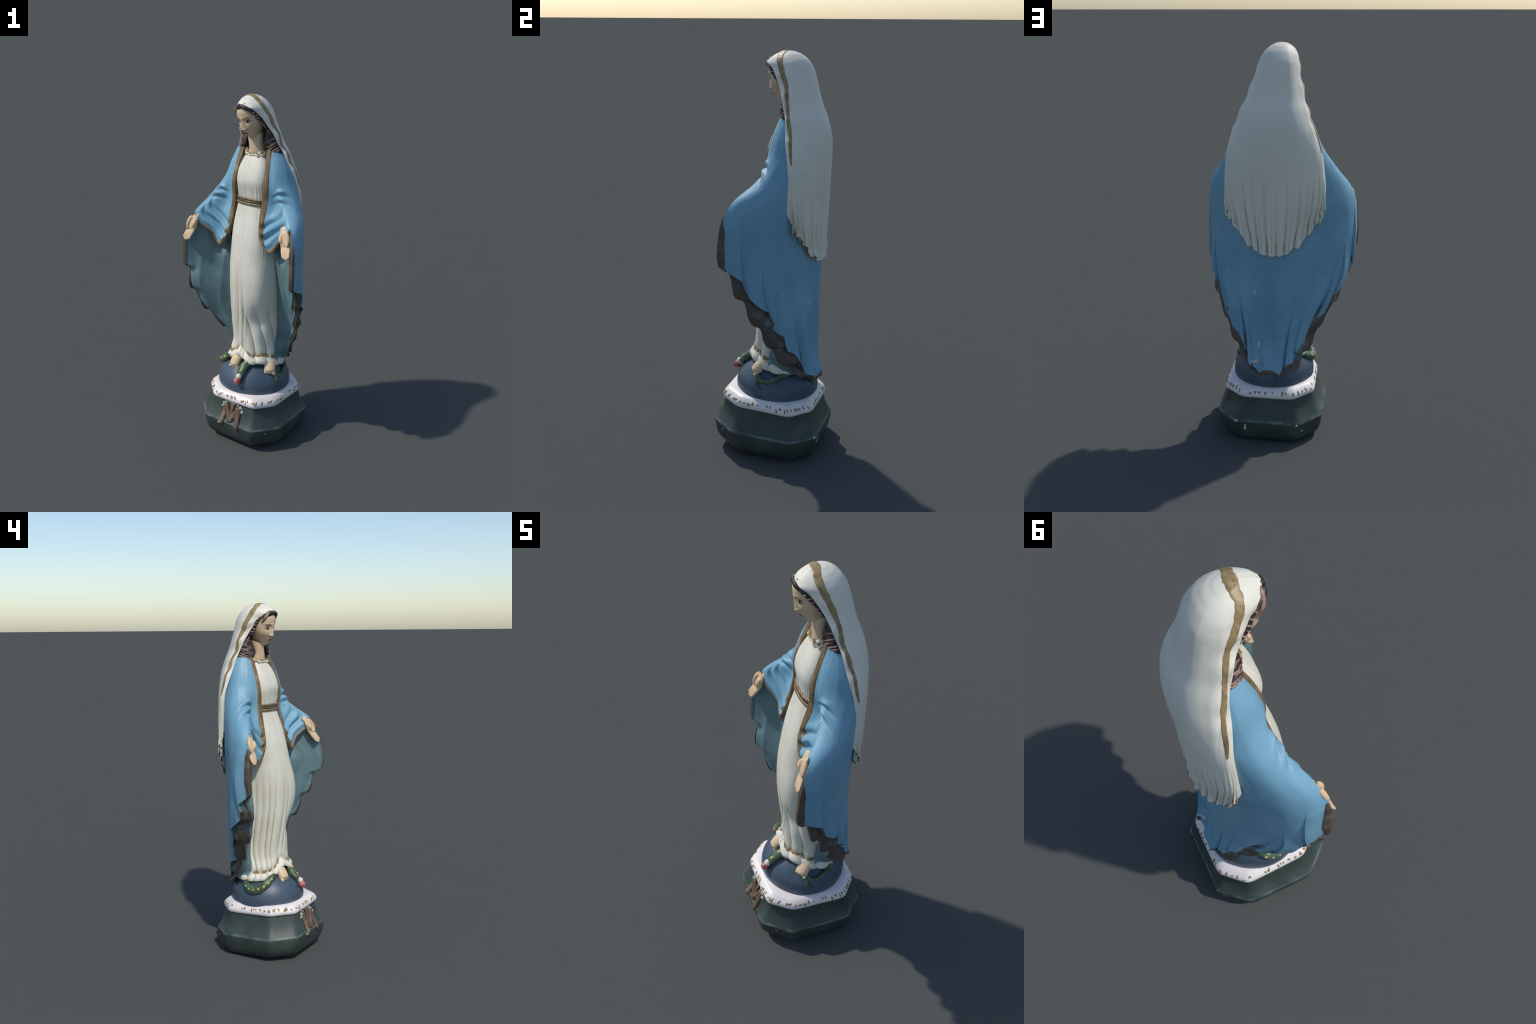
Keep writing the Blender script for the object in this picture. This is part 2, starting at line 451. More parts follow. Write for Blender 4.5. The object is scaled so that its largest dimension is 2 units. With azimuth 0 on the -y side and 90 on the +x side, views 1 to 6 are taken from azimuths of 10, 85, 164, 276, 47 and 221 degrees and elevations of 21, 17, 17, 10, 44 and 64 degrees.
# belt: two cords with a dark band between
def ring_at(z, out, th0=-1.25, th1=1.25, n=60, sag=.0):
    t = np.linspace(th0, th1, n); p = gown_point(t, np.full(n, z)); c = np.array([.033, .08])
    d = p[:, :2] - c; d /= np.linalg.norm(d, axis=1)[:, None]
    p[:, :2] += d * out; p[:, 2] += sag * np.cos(t)
    return p
V, F = merge([tube(ring_at(1.438, .004), [.0075] * 60, 10, 1), tube(ring_at(1.411, .004), [.0075] * 60, 10, 1)])
belt = new_object("belt", V, F, TRIM)
V, F = tube(ring_at(1.4245, .000), [.010] * 60, 10, 1)
new_object("belt_band", V, F, HEM, belt)

# gold painted line above the flounce, broken into strokes
parts = []
for a, b in [(-1.5, -1.22), (-1.15, -.92), (-.88, -.72), (-.66, -.50), (-.45, -.30), (.12, .34), (.37, .50), (.53, .93), (.96, 1.12), (1.2, 1.5)]:
    t = np.linspace(a, b, 14); zc = gown_hem(t) + .047 + .004 * wobble(t, 41, 9)
    rows = []
    for k, w in enumerate((-1, -.5, .5, 1)):
        taper = np.sin(np.linspace(.25, math.pi - .25, 14)) ** .5
        q = gown_point(t, zc + w * .012 * taper)
        c = np.array([.05, .06]); d = q[:, :2] - c; d /= np.linalg.norm(d, axis=1)[:, None]
        q[:, :2] += d * (.0022 if abs(w) < 1 else -.001)
        rows.append(q)
    parts.append((np.array(rows).reshape(-1, 3).tolist(), grid_faces(4, 14)))
V, F = merge(parts)
new_object("hem_gilding", V, F, GOLD_LINE, gown)["kind"] = "stuff"

# gold ruffle at the neckline
tt = np.linspace(-1.5, 1.5, 70)
p = ring_at(1.678, .004, -1.5, 1.5, 70); p[:, 2] += .004 * np.sin(tt * 14) + .022 * np.abs(tt / 1.5) ** 2; p[:, 1] += .003 * np.sin(tt * 14 + 1)
V, F = tube(p, .0065 + .002 * np.sin(tt * 9), 10, 1)
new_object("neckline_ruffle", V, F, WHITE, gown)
p2 = p.copy(); p2[:, 2] += .008; p2[:, 1] -= .001
V, F = tube(p2[::1], .0042 + .0015 * np.sin(tt * 11), 8, 1)
new_object("neckline_gilding", V, F, GOLD_LINE, gown)

# ------------------------------------------------------------------ mantle
# Horizontal sections, statue's left half, relative to the axis: knots 0 front edge, 3 wrist / cape edge, 8 mid back
MZ = [.30, .38, .50, .60, .70, .80, .90, 1.03, 1.17, 1.25, 1.34, 1.42, 1.52, 1.62, 1.70, 1.75]
MX = [.045, .046, .048, .046, .041, .034, .026, .021, .020, .021, .024, .027, .030, .030, .028, .026]
MS = [
 [(.15, -.05), (.17, -.05), (.19, -.04), (.15, .08), (.16, .12), (.158, .175), (.140, .228), (.085, .274), (0, .290)],
 [(.15, -.05), (.17, -.05), (.19, -.04), (.15, .07), (.17, .12), (.160, .170), (.138, .220), (.085, .262), (0, .276)],
 [(.15, -.05), (.17, -.05), (.20, -.04), (.17, .08), (.205, .11), (.190, .153), (.153, .195), (.092, .230), (0, .244)],
 [(.15, -.05), (.18, -.05), (.22, -.05), (.225, .045), (.250, .085), (.228, .135), (.174, .180), (.102, .220), (0, .237)],
 [(.15, -.05), (.18, -.05), (.24, -.05), (.285, .005), (.300, .060), (.268, .116), (.202, .168), (.115, .214), (0, .238)],
 [(.15, -.05), (.18, -.05), (.24, -.05), (.328, -.040), (.340, .025), (.304, .092), (.229, .156), (.123, .213), (0, .242)],
 [(.15, -.05), (.18, -.05), (.25, -.05), (.362, -.075), (.364, -.005), (.326, .075), (.242, .149), (.125, .216), (0, .246)],
 [(.15, -.05), (.19, -.05), (.26, -.05), (.389, -.105), (.375, -.012), (.332, .070), (.245, .149), (.125, .222), (0, .250)],
 [(.150, -.032), (.19, -.022), (.26, -.030), (.389, -.105), (.377, -.010), (.334, .074), (.247, .154), (.124, .226), (0, .252)],
 [(.112, -.030), (.15, -.018), (.225, -.020), (.380, -.095), (.374, -.010), (.332, .080), (.244, .162), (.122, .228), (0, .253)],
 [(.092, -.006), (.130, .002), (.200, -.006), (.334, -.060), (.352, -.006), (.320, .086), (.235, .171), (.118, .232), (0, .256)],
 [(.090, .016), (.126, .024), (.178, .026), (.246, .012), (.285, .054), (.275, .122), (.214, .187), (.110, .236), (0, .258)],
 [(.095, .018), (.126, .026), (.164, .038), (.201, .062), (.224, .100), (.223, .145), (.183, .200), (.098, .234), (0, .254)],
 [(.088, .044), (.114, .050), (.144, .060), (.171, .084), (.186, .114), (.186, .150), (.155, .195), (.082, .230), (0, .244)],
 [(.077, .077), (.100, .078), (.120, .088), (.136, .105), (.144, .128), (.138, .155), (.112, .188), (.058, .215), (0, .225)],
 [(.074, .092), (.085, .090), (.095, .096), (.103, .110), (.106, .130), (.100, .155), (.085, .178), (.048, .200), (0, .210)],
]
MSA = np.array(MS); KN = np.arange(9.0)

# hem height against the section parameter: sleeve cuff (0..3), cape edge with stepped folds (3..8)
CUFF_U = [0, .35, .7, 1.1, 1.6, 2.1, 2.6, 2.85, 3.0]
CUFF_Z = [1.205, 1.178, 1.166, 1.172, 1.195, 1.235, 1.292, 1.33, 1.352]
STEP_U = [3.0, 3.35, 3.75, 4.05, 4.10, 4.55, 4.95, 5.0, 5.42, 5.47, 5.95, 6.2, 6.4, 6.5, 6.85, 7.05, 7.4, 7.65, 8.0]
STEP_Z = [1.03, 1.008, .985, .97, .885, .840, .812, .700, .675, .585, .56, .53, .50, .435, .425, .415, .378, .395, .402]

def side_u(u):
    """full parameter 0..16 -> (half parameter 0..8, side): right half first."""
    u = np.asarray(u, float)
    return np.where(u <= 8, u, 16 - u), np.where(u <= 8, -1.0, 1.0)

def mantle_twist(z):
    return hermite([.3, .5, .62, .78, .90, 1.0, 1.25, 1.42, 1.6, 1.76], [0, 0, -.05, -.05, -.01, .052, .052, .022, .035, .05], z)

def mantle_raw(u, z):
    k, s = side_u(u)
    zq = np.clip(z + np.where(s < 0, .033, 0) * smooth(.5, .8, z) * smooth(1.46, 1.28, z), MZ[0], MZ[-1])
    shp = np.broadcast(k, zq).shape
    k = np.broadcast_to(k, shp).ravel(); zq2 = np.broadcast_to(zq, shp).ravel(); s2 = np.broadcast_to(s, shp).ravel(); zf = np.broadcast_to(z, shp).ravel()
    rows = hermite(MZ, MSA.reshape(len(MZ), -1), zq2).reshape(-1, 9, 2)
    # evaluate the spline along the section
    i = np.clip(np.floor(k).astype(int), 0, 7); t = (k - i)[:, None]
    idx = np.arange(len(k))
    def knot(j):
        jj = np.where(j < 0, 0, j); over = jj > 8
        q = rows[idx, np.where(over, 16 - jj, jj)].copy()
        q[over, 0] *= -1
        lowm = j < 0
        q[lowm] = 2 * rows[idx[lowm], 0] - rows[idx[lowm], 1]
        return q
    p0, p1, p2, p3 = knot(i - 1), knot(i), knot(i + 1), knot(i + 2)
    # below the wrist the cape ends at knot 3: let it run out straight there
    free = ((i == 3) * smooth(1.44, 1.30, zq2))[:, None]
    p0 = p0 * (1 - free) + (2 * p1 - p2) * free
    q = .5 * ((2 * p1) + (-p0 + p2) * t + (2*p0 - 5*p1 + 4*p2 - p3) * t**2 + (-p0 + 3*p1 - 3*p2 + p3) * t**3)
    xc = hermite(MZ, MX, zf)
    return np.stack([xc + s2 * q[:, 0], q[:, 1] - mantle_twist(zf) * s2 * q[:, 0] * smooth(5.4, 3.4, k), zf], -1).reshape(*shp, 3)

def mantle_hem(u):
    k, s = side_u(u)
    z = np.where(k < 3, hermite(CUFF_U, CUFF_Z, np.minimum(k, 3)), np.interp(k, STEP_U, STEP_Z))
    return z - np.where(s < 0, .033, 0) * smooth(.40, .60, z)

def mantle_fold(u, z):
    k, s = side_u(u); hem = mantle_hem(u); above = z - hem
    right = s < 0
    d = 0 * k * z
    # broad vertical folds of the cape
    lower = smooth(1.05, .62, z) * smooth(3.3, 4.5, k)
    d = d + lower * .0105 * (np.sin(4.4 * u + .8 * wobble(u, 31, 1.4)) + .6 * np.sin(7.9 * u + 2 * wobble(z, 32, 2)))
    # pleats that end in the stepped edge
    saw = 0 * k
    for a, b in ((3.1, 4.075), (4.075, 4.975), (4.975, 5.445), (5.445, 6.45), (6.45, 7.05)):
        saw = saw + np.where((k >= a) & (k < b), ((k - a) / (b - a)) ** 1.5, 0)
    d = d + .016 * (saw - .35) * smooth(.34, .04, above) * smooth(3.05, 3.4, k)
    # scalloped bottom hem at the back
    d = d + .013 * np.cos((u - 8) * 4.2) * smooth(.16, .0, above) * smooth(6.2, 7.0, k)
    # sleeve: hanging U-shaped drapes above the cuff
    m = smooth(.15, .5, k) * smooth(3.0, 2.3, k)
    ph = above * (1 - .22 * np.cos((k - 1.3) * 1.1))
    d = d + m * (.009 * bump(ph, .036, .014) - .016 * bump(ph, .060, .011) + .007 * bump(ph, .084, .014) - .012 * bump(ph, .108, .012)) 
    d = d + m * .004 * bump(ph, .132, .018)
    # creases in the crook of the elbow
    zc = np.where(right, 1.452, 1.485) - .018 * (k - 2.6) ** 2
    e = bump(k, 2.75, .75)
    d = d + e * (.010 * bump(z, zc + .018, .012) - .012 * bump(z, zc, .009) + .010 * bump(z, zc - .020, .012) - .010 * bump(z, zc - .040, .009))
    # hollow between breast and arm
    d = d - .016 * bump(k, 1.7, .55) * bump(z, 1.40, .075)
    # general unevenness
    d = d + .0016 * wobble(u * 3 + z * 9, 33, 1.0) * wobble(z * 11 - u, 34, 1.0)
    return d

def mantle_normal(u, z):
    e = .02
    a = mantle_raw(np.clip(u + e, 0, 16), z) - mantle_raw(np.clip(u - e, 0, 16), z)
    b = mantle_raw(u, np.clip(z + .01, .31, 1.75)) - mantle_raw(u, np.clip(z - .01, .3, 1.74))
    n = np.cross(b, a); n /= np.linalg.norm(n, axis=-1)[..., None] + 1e-12
    return n

def mantle_point(u, z, lift=0.0):
    return mantle_raw(u, z) + mantle_normal(u, z) * (mantle_fold(u, z) + lift)[..., None]

MTOP = 1.745
def mantle_grid(name, us, rows_n):
    UU, VV = np.meshgrid(us, np.linspace(0, 1, rows_n))
    hem = mantle_hem(UU); ZZ = hem + (MTOP - hem) * VV
    ob = grid_object(name, mantle_point(UU, ZZ), [BLUE, LINING, HEM], flip=True)
    return thicken(ob, .018, rim_index=2, inner_index=1)
knots = sorted(set(list(np.linspace(3.0001, 8, 150)) + [x for x in STEP_U if x > 3]))
mantle = mantle_grid("mantle", np.array(knots[:-1] + [8] + [16 - k for k in knots[:-1]][::-1]), 260)
mantle_tree = tree_of(mantle)
for a, b in ((0, 2.9999), (13.0001, 16)):
    sleeve = mantle_grid("sleeve", np.linspace(a, b, 110), 220)
    sleeve.parent = mantle

# lining: the shallow inside of the cape, from its front edge back to the gown
EDGE_Z = [.40, .46, .55, .60, .70, .80, .88, .97, 1.02, 1.40]
EDGE_U = [6.9, 6.50, 6.2, 5.7, 5.2, 4.7, 4.1, 3.9, 3.12, 3.12]
FRONT_Z = [.42, .50, .56, .66, .80, 1.4]      # how far forward the folded front edge reaches
FRONT_U = [6.0, 4.6, 3.7, 3.25, 3.08, 3.05]
FOLD_Z = [1.03, .885, .745, .62, .51, .43]   # corners of the hanging, folded edge
def fold_phase(z):
    """0..1 from one corner of the folded edge down to the next."""
    k = np.interp(-np.asarray(z), [-f for f in FOLD_Z], np.arange(len(FOLD_Z)) * .99999)
    return k % 1
def fold_in(z):
    """how far the edge tucks in: sharp under each corner, easing back out to the next."""
    p = fold_phase(z)
    return np.where(p < .22, smooth(0, .22, p), 1 - smooth(.22, 1.0, p)) * smooth(1.03, .99, z)
for s in (-1, 1):
    sh = .033 if s < 0 else 0
    full = lambda k: (k if s < 0 else 16 - k)
    z = np.linspace(.44, 1.20 - sh, 130); w = np.linspace(0, 1, 60)
    ZG, WG = np.meshgrid(np.linspace(0, 1, 130), w, indexing='ij')
    ztop = np.minimum(hermite(CUFF_U, CUFF_Z, 2.9 * (1 - WG)) + .03, 1.30) - sh
    ZG = .44 + (ztop - .44) * ZG
    zs_ = ZG + sh * smooth(.4, .6, ZG)
    k0 = np.interp(zs_, FRONT_Z, FRONT_U) + .10 + .16
    k1 = np.interp(zs_, FRONT_Z, FRONT_U) + .10 + .32 * fold_in(zs_)
    edge = smooth(.22, 0, WG); k0 = k0 * (1 - edge) + k1 * edge
    E = mantle_raw(full(k0), ZG) - mantle_normal(full(k0), ZG) * .017
    G = gown_point(np.full_like(ZG, s * (1.5 if s < 0 else 1.4)), ZG) - np.array([s * .015, 0, 0])
    sag = ((.05 * (WG - .42) if s < 0 else .018) * np.sin(math.pi * WG) + .010 * ridge(WG * 7.5 - 5.0 * ZG + .5 * wobble(ZG, 91 + s, 6)) * smooth(0, .15, WG) * smooth(1, .8, WG)) * smooth(.44, .7, ZG)
    Q = E * (1 - WG[..., None]) + G * WG[..., None]; Q[..., 1] += sag + .055 * smooth(1.08, 1.19, ZG + sh) * smooth(.15, .6, WG) * smooth(1.0, .8, WG)
    lin = grid_object("mantle_lining", Q, LINING, flip=(s < 0), parent=mantle)
    thicken(lin, .006)
    # cascade of folds between the stepped outer edge and the front edge
    z = np.linspace(.425, 1.02, 220) - sh; w = np.linspace(0, 1, 26); ZG, WG = np.meshgrid(z, w, indexing='ij')
    zs_ = ZG + sh
    tuckin = fold_in(zs_)
    ku = np.interp(zs_, FRONT_Z, FRONT_U) + .32 * tuckin
    kb = np.interp(zs_, EDGE_Z, EDGE_U) + .45
    k = ku + (kb - ku) * WG
    Q = mantle_raw(full(k), ZG) - mantle_normal(full(k), ZG) * (.007 + .024 * tuckin * np.sin(math.pi * np.clip(WG * .9 + .1, 0, 1)) + .012 * WG)[..., None]
    idx = []
    for r in range(len(z) - 1):
        idx += [1 if fold_phase(zs_[r, 0]) < .74 else 0] * (len(w) - 1)
    V = Q.reshape(-1, 3).tolist(); F = grid_faces(len(z), len(w), False, s > 0)
    tuck = new_object("hem_fold", V, F, [HEM_WORN, HEM_WORN], mantle, True, idx)
    thicken(tuck, .012)

u = np.linspace(6.45, 9.55, 200); rows = []
for dz, off in ((.015, -.006), (-.004, -.003), (-.020, -.006), (-.024, -.022), (.0, -.030)):
    rows.append(mantle_point(u, mantle_hem(u) + dz, np.full(200, off)))
grid_object("mantle_under_hem", np.array(rows), HEM, parent=mantle)

# gold-brown borders: neck opening, cuff swoop, front edge of the cape
for s in (-1, 1):
    full = lambda k: (k if s < 0 else 16 - k)
    # opening edge from the neck to the lowest point of the sleeve, then along the cuff to the wrist
    top = 1.744
    zs = np.linspace(top, float(mantle_hem(np.array(full(0.0)))), 110)
    kz = np.zeros_like(zs)
    width_k = .030 / .036   # knot units across the band
    ks = np.concatenate([kz, np.linspace(0, 2.86, 90)[1:]])
    zz_ = np.concatenate([zs, mantle_hem(np.array([full(k) for k in np.linspace(0, 2.86, 90)[1:]]))])
    rows = []
    ns = len(ks); sarr = np.arange(ns)
    for w in [-1] + list(np.linspace(0, 1, 9)):
        tucked = w < 0; w = max(w, 0)
        bw = .031 + .004 * wobble(sarr, 51, .06)
        nar = 1 - .45 * smooth(len(zs), len(zs) + 60, sarr)
        # inward direction in (k, z): sideways along the opening, upward along the cuff
        turn = smooth(len(zs) - 14, len(zs) + 16, sarr)
        speed = np.linalg.norm(mantle_raw(np.array([full(.5)] * ns) , zz_) - mantle_raw(np.array([full(.0)] * ns), zz_), axis=1) / .5 + 1e-4
        k2 = ks + w * bw * nar * (1 - turn) / speed
        z2 = zz_ + w * bw * nar * turn * .85
        u2 = np.array([full(k) for k in k2])
        lift = -.0195 if tucked else (.0018 if w == 0 else .0045 * math.sin(math.pi * w) ** .5 if w < 1 else -.002)
        rows.append(mantle_point(u2, z2, np.full(ns, lift)))
    B = grid_object("mantle_border", np.array(rows), TRIM, flip=(s < 0), parent=mantle)
    # edge of the cape below the wrist
    zs = np.linspace(1.27, 1.0, 60); rows = []
    if s < 0: zs = zs - .033
    for w in [-1] + list(np.linspace(0, 1, 7)):
        tucked = w < 0; w = max(w, 0)
        k2 = 3.0 + w * (.34 + .06 * wobble(zs * 20, 53)) * smooth(1.28, 1.18, zs)
        u2 = np.array([full(k) for k in k2])
        rows.append(mantle_point(u2, np.maximum(zs, mantle_hem(u2) + .002), np.full(60, -.019 if tucked else (.0018 if w == 0 else .004 * math.sin(math.pi * w) ** .5 if w < 1 else -.002))))
    grid_object("mantle_border", np.array(rows), HEM, flip=(s < 0), parent=mantle)

# ------------------------------------------------------------------ veil
VZ = [.96, 1.10, 1.26, 1.40, 1.50, 1.60, 1.70, 1.75, 1.82, 1.88, 1.92, 1.95, 1.960, 1.972, 1.990, 1.998, 2.0]
VX = [.024, .026, .027, .029, .031, .0325, .031, .027, .0225, .017, .014, .011, .010, .009, .008, .008, .008]
def veil_twist(z): return hermite([.9, 1.45, 1.6, 1.8, 2.01], [.035, .045, .07, .105, .105], z)   # the head turns to her right
VS = [
 [(.200, .165), (.200, .180), (.190, .195), (.150, .218), (.090, .244), (0, .258)],
 [(.225, .165), (.224, .180), (.212, .198), (.168, .224), (.100, .252), (0, .267)],
 [(.246, .165), (.246, .180), (.234, .200), (.188, .230), (.112, .260), (0, .275)],
 [(.244, .168), (.243, .180), (.234, .200), (.195, .232), (.118, .266), (0, .281)],
 [(.229, .164), (.231, .174), (.227, .192), (.195, .227), (.118, .268), (0, .288)],
 [(.196, .145), (.201, .153), (.203, .170), (.184, .209), (.114, .264), (0, .287)],
 [(.151, .128), (.156, .134), (.159, .147), (.153, .185), (.096, .241), (0, .263)],
 [(.136, .111), (.140, .117), (.142, .130), (.138, .163), (.087, .221), (0, .243)],
 [(.108, .085), (.114, .093), (.118, .110), (.117, .148), (.074, .203), (0, .222)],
 [(.083, .052), (.092, .063), (.102, .088), (.102, .133), (.066, .188), (0, .207)],
 [(.058, .020), (.075, .036), (.089, .070), (.092, .123), (.060, .176), (0, .192)],
 [(.030, -.016), (.055, .006), (.076, .052), (.080, .112), (.052, .158), (0, .172)],
 [(.000, -.021), (.043, .003), (.070, .051), (.073, .107), (.048, .151), (0, .164)],
 [(.000, -.006), (.034, .010), (.060, .052), (.063, .101), (.041, .139), (0, .151)],
 [(.000, .028), (.020, .036), (.036, .062), (.037, .092), (.023, .113), (0, .120)],
 [(.000, .050), (.009, .054), (.015, .066), (.015, .078), (.009, .087), (0, .090)],
 [(.000, .068), (.0003, .068), (.0005, .069), (.0005, .070), (.0003, .071), (0, .071)],
]
VSA = np.array(VS)
VHEM_U = [0, .5, 1.0, 1.6, 2.1, 2.6, 3.1, 3.6, 4.1, 4.6, 5.0]
VHEM_Z = [1.275, 1.258, 1.248, 1.222, 1.175, 1.150, 1.105, 1.060, 1.030, 1.008, 1.004]

def veil_raw(u, z):
    u = np.asarray(u, float); k = np.where(u <= 5, u, 10 - u); s = np.where(u <= 5, -1., 1.)
    shp = np.broadcast(k, z).shape
    k = np.broadcast_to(k, shp).ravel(); s = np.broadcast_to(s, shp).ravel(); zf = np.broadcast_to(z, shp).ravel()
    rows = hermite(VZ, VSA.reshape(len(VZ), -1), zf).reshape(-1, 6, 2)
    i = np.clip(np.floor(k).astype(int), 0, 4); t = (k - i)[:, None]; idx = np.arange(len(k))
    def knot(j):
        over = j > 5; q = rows[idx, np.clip(np.where(over, 10 - j, j), 0, 5)].copy(); q[over, 0] *= -1
        lowm = j < 0; q[lowm] = 2 * rows[idx[lowm], 0] - rows[idx[lowm], 1]
        return q
    p0, p1, p2, p3 = knot(i - 1), knot(i), knot(i + 1), knot(i + 2)
    q = .5 * ((2 * p1) + (-p0 + p2) * t + (2*p0 - 5*p1 + 4*p2 - p3) * t**2 + (-p0 + 3*p1 - 3*p2 + p3) * t**3)
    q[:, 0] = np.maximum(q[:, 0], 0)
    return np.stack([hermite(VZ, VX, zf) + s * q[:, 0], q[:, 1] - veil_twist(zf) * s * q[:, 0], zf], -1).reshape(*shp, 3)

def veil_hem(u):
    k = np.where(np.asarray(u) <= 5, u, 10 - np.asarray(u))
    return hermite(VHEM_U, VHEM_Z, k) + .010 * np.sin(k * 8 + 1) * smooth(1.2, 2.0, k) * smooth(4.6, 4.0, k)

def veil_fold(u, z):
    k = np.where(u <= 5, u, 10 - u)
    h = veil_hem(u); above = z - h
    # pleats fan outward toward the hem at the sides
    fan = u + (u - 5) * .10 * smooth(.14, .0, above)
    w1 = fan * 13 + 1.6 * wobble(u, 61, 2.2) + .4 * wobble(z, 62, 3)
    pl = .62 * (1 - 2 * np.abs(np.sin(w1 * .5)) ** 1.3) * -1 + .38 * np.sin(fan * 21 + 2 * wobble(u, 65, 3))
    amp = .0060 * smooth(1.46, 1.16, z) * smooth(.9, 1.8, k) + .004 * smooth(.09, 0, above) * smooth(.8, 1.6, k)
    d = amp * pl
    d = d + .007 * smooth(.05, .0, above) * smooth(1.0, 2.0, k)          # hem kicks out a little
    # horizontal waves along the sides of the head and shoulders
    d = d + .0075 * np.sin(z * 60 + .6) * bump(k, 1.7, 1.0) * smooth(1.56, 1.68, z) * smooth(1.93, 1.86, z)
    d = d + .0012 * wobble(u * 4 + z * 8, 63) * wobble(z * 10 - u * 2, 64) * smooth(2.0, 1.9, z) * smooth(0, .8, k)
    return d

def veil_point(u, z, lift=0.0):
    e = .02
    a = veil_raw(np.clip(u + e, 0, 10), z) - veil_raw(np.clip(u - e, 0, 10), z)
    b = veil_raw(u, np.minimum(z + .006, 1.9995)) - veil_raw(u, np.minimum(z + .006, 1.9995) - .012)
    n = np.cross(b, a); n /= np.linalg.norm(n, axis=-1)[..., None] + 1e-9
    f = veil_fold(u, z) + lift
    return veil_raw(u, z) + n * np.asarray(f)[..., None] * smooth(2.0, 1.985, z)[..., None]

uu = np.linspace(0, 10, 380)
v = np.concatenate([np.linspace(0, .93, 230), 1 - .07 * (1 - np.linspace(0, 1, 60)[1:]) ** 1.9])
UU, VV = np.meshgrid(uu, v)
H = veil_hem(UU); ZZ = H + (2.0 - H) * VV
P = veil_point(UU, ZZ)
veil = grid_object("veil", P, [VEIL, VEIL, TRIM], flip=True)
bm = bmesh.new(); bm.from_mesh(veil.data)
bmesh.ops.remove_doubles(bm, verts=[v for v in bm.verts if v.co.z > 1.955], dist=.0006)
bm.to_mesh(veil.data); bm.free()
thicken(veil, .014, rim_index=2, inner_index=1)
for p in veil.data.polygons:          # only the lower hem is edged in brown
    if p.material_index == 2 and p.center.z > 1.30: p.material_index = 0
veil_tree = tree_of(veil)

# gold stripe across the crown, down both sides to the veil's edge
#        t: 0 crown .. 1 end, as x offset, y, z and half width
SX = [-.006, .026, .045, .066, .080, .095, .107, .116, .122, .127, .133, .144, .155, .174, .193, .205, .221, .229]
SY = [.060, .060, .062, .067, .075, .088, .101, .114, .122, .127, .132, .138, .145, .158, .168, .172, .178, .184]
SZ = [2.0, 1.995, 1.975, 1.952, 1.93, 1.902, 1.875, 1.845, 1.815, 1.79, 1.76, 1.73, 1.70, 1.66, 1.62, 1.59, 1.54, 1.50]
SW = [.016, .016, .016, .016, .0155, .015, .014, .012, .011, .0105, .0095, .0095, .010, .010, .009, .009, .008, .003]
for s in (-1, 1):
    t = np.linspace(0, len(SX) - 1, 130); kk = np.arange(len(SX))
    C = np.stack([s * hermite(kk, SX, t), hermite(kk, SY, t), hermite(kk, SZ, t)], -1)
    C[:, 1] -= veil_twist(C[:, 2]) * C[:, 0]; C[:, 0] += hermite(VZ, VX, C[:, 2])
    T = np.gradient(C, axis=0); T /= np.linalg.norm(T, axis=1)[:, None]
    W = hermite(kk, SW, t) * (1 + .14 * wobble(t, 71 + s, 2.5))
    NN = []
    for c in C:
        c0 = np.array([float(hermite(VZ, VX, c[2])), .11, c[2] - .05]); NN.append((c - c0) / np.linalg.norm(c - c0))
    NN = np.array(NN); rows = []
    for w in np.linspace(-1, 1, 9):
        row = []
        for i in range(len(t)):
            side = np.cross(T[i], NN[i]); side /= np.linalg.norm(side)
            q = C[i] + side * w * W[i] + NN[i] * .02
            p, n2 = on_surface(veil_tree, C[i] + side * w * W[i], 0, -NN[i])
            row.append(p + n2 * (.0018 if abs(w) < .99 else -.0015))
        rows.append(row)
    grid_object("veil_stripe", np.array(rows), GOLD_LINE, parent=veil, flip=(s > 0))

# ------------------------------------------------------------------ head
HEAD = Matrix.Translation((.012, .0626, 1.884)) @ Matrix.Rotation(math.radians(-7), 4, 'Z') @ Matrix.Rotation(math.radians(-6.5), 4, 'Y') @ Matrix.Rotation(math.radians(20), 4, 'X')
def to_head(x, y, z): return np.array(HEAD @ Vector((x, y, z)))

def face_relief(x, z):
    """forward offset of the face at head coordinates (x across, z up)."""
    ax = abs(x)
    d = 0.0
    # nose: narrow bridge widening to the tip
    if z < .034:
        t = min(max((.030 - z) / .062, 0), 1)
        hgt = .0025 + .0165 * t ** 1.2
        if z < -.032: hgt *= math.exp(-((z + .032) / .0065) ** 2)
        wid = .0075 + .0065 * t ** 1.6
        d += hgt * math.exp(-(ax / wid) ** 2)
    d += .0045 * math.exp(-((ax - .011) / .006) ** 2 - ((z + .032) / .006) ** 2)      # nostrils
    d -= .0105 * math.exp(-((ax - .029) / .015) ** 2 - ((z - .010) / .012) ** 2)       # eye sockets
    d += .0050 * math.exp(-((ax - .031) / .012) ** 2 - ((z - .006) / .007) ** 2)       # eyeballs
    d += .0035 * math.exp(-((ax - .026) / .018) ** 2 - ((z - .026) / .006) ** 2)       # brow ridge
    d += .0050 * math.exp(-((ax - .036) / .018) ** 2 - ((z + .026) / .020) ** 2)       # cheeks
    d += .0085 * math.exp(-(ax / .015) ** 2 - ((z + .056) / .014) ** 2)                # mouth mound
    d += .0040 * math.exp(-(ax / .011) ** 2 - ((z + .0525) / .0040) ** 2)
    d += .0045 * math.exp(-(ax / .009) ** 2 - ((z + .0630) / .0042) ** 2)
    d -= .0030 * math.exp(-(ax / .014) ** 2 - ((z + .0577) / .0020) ** 2)
    d -= .0030 * math.exp(-(ax / .012) ** 2 - ((z + .072) / .005) ** 2)
    d += .0120 * math.exp(-(ax / .018) ** 2 - ((z + .096) / .014) ** 2)                # chin
    return d

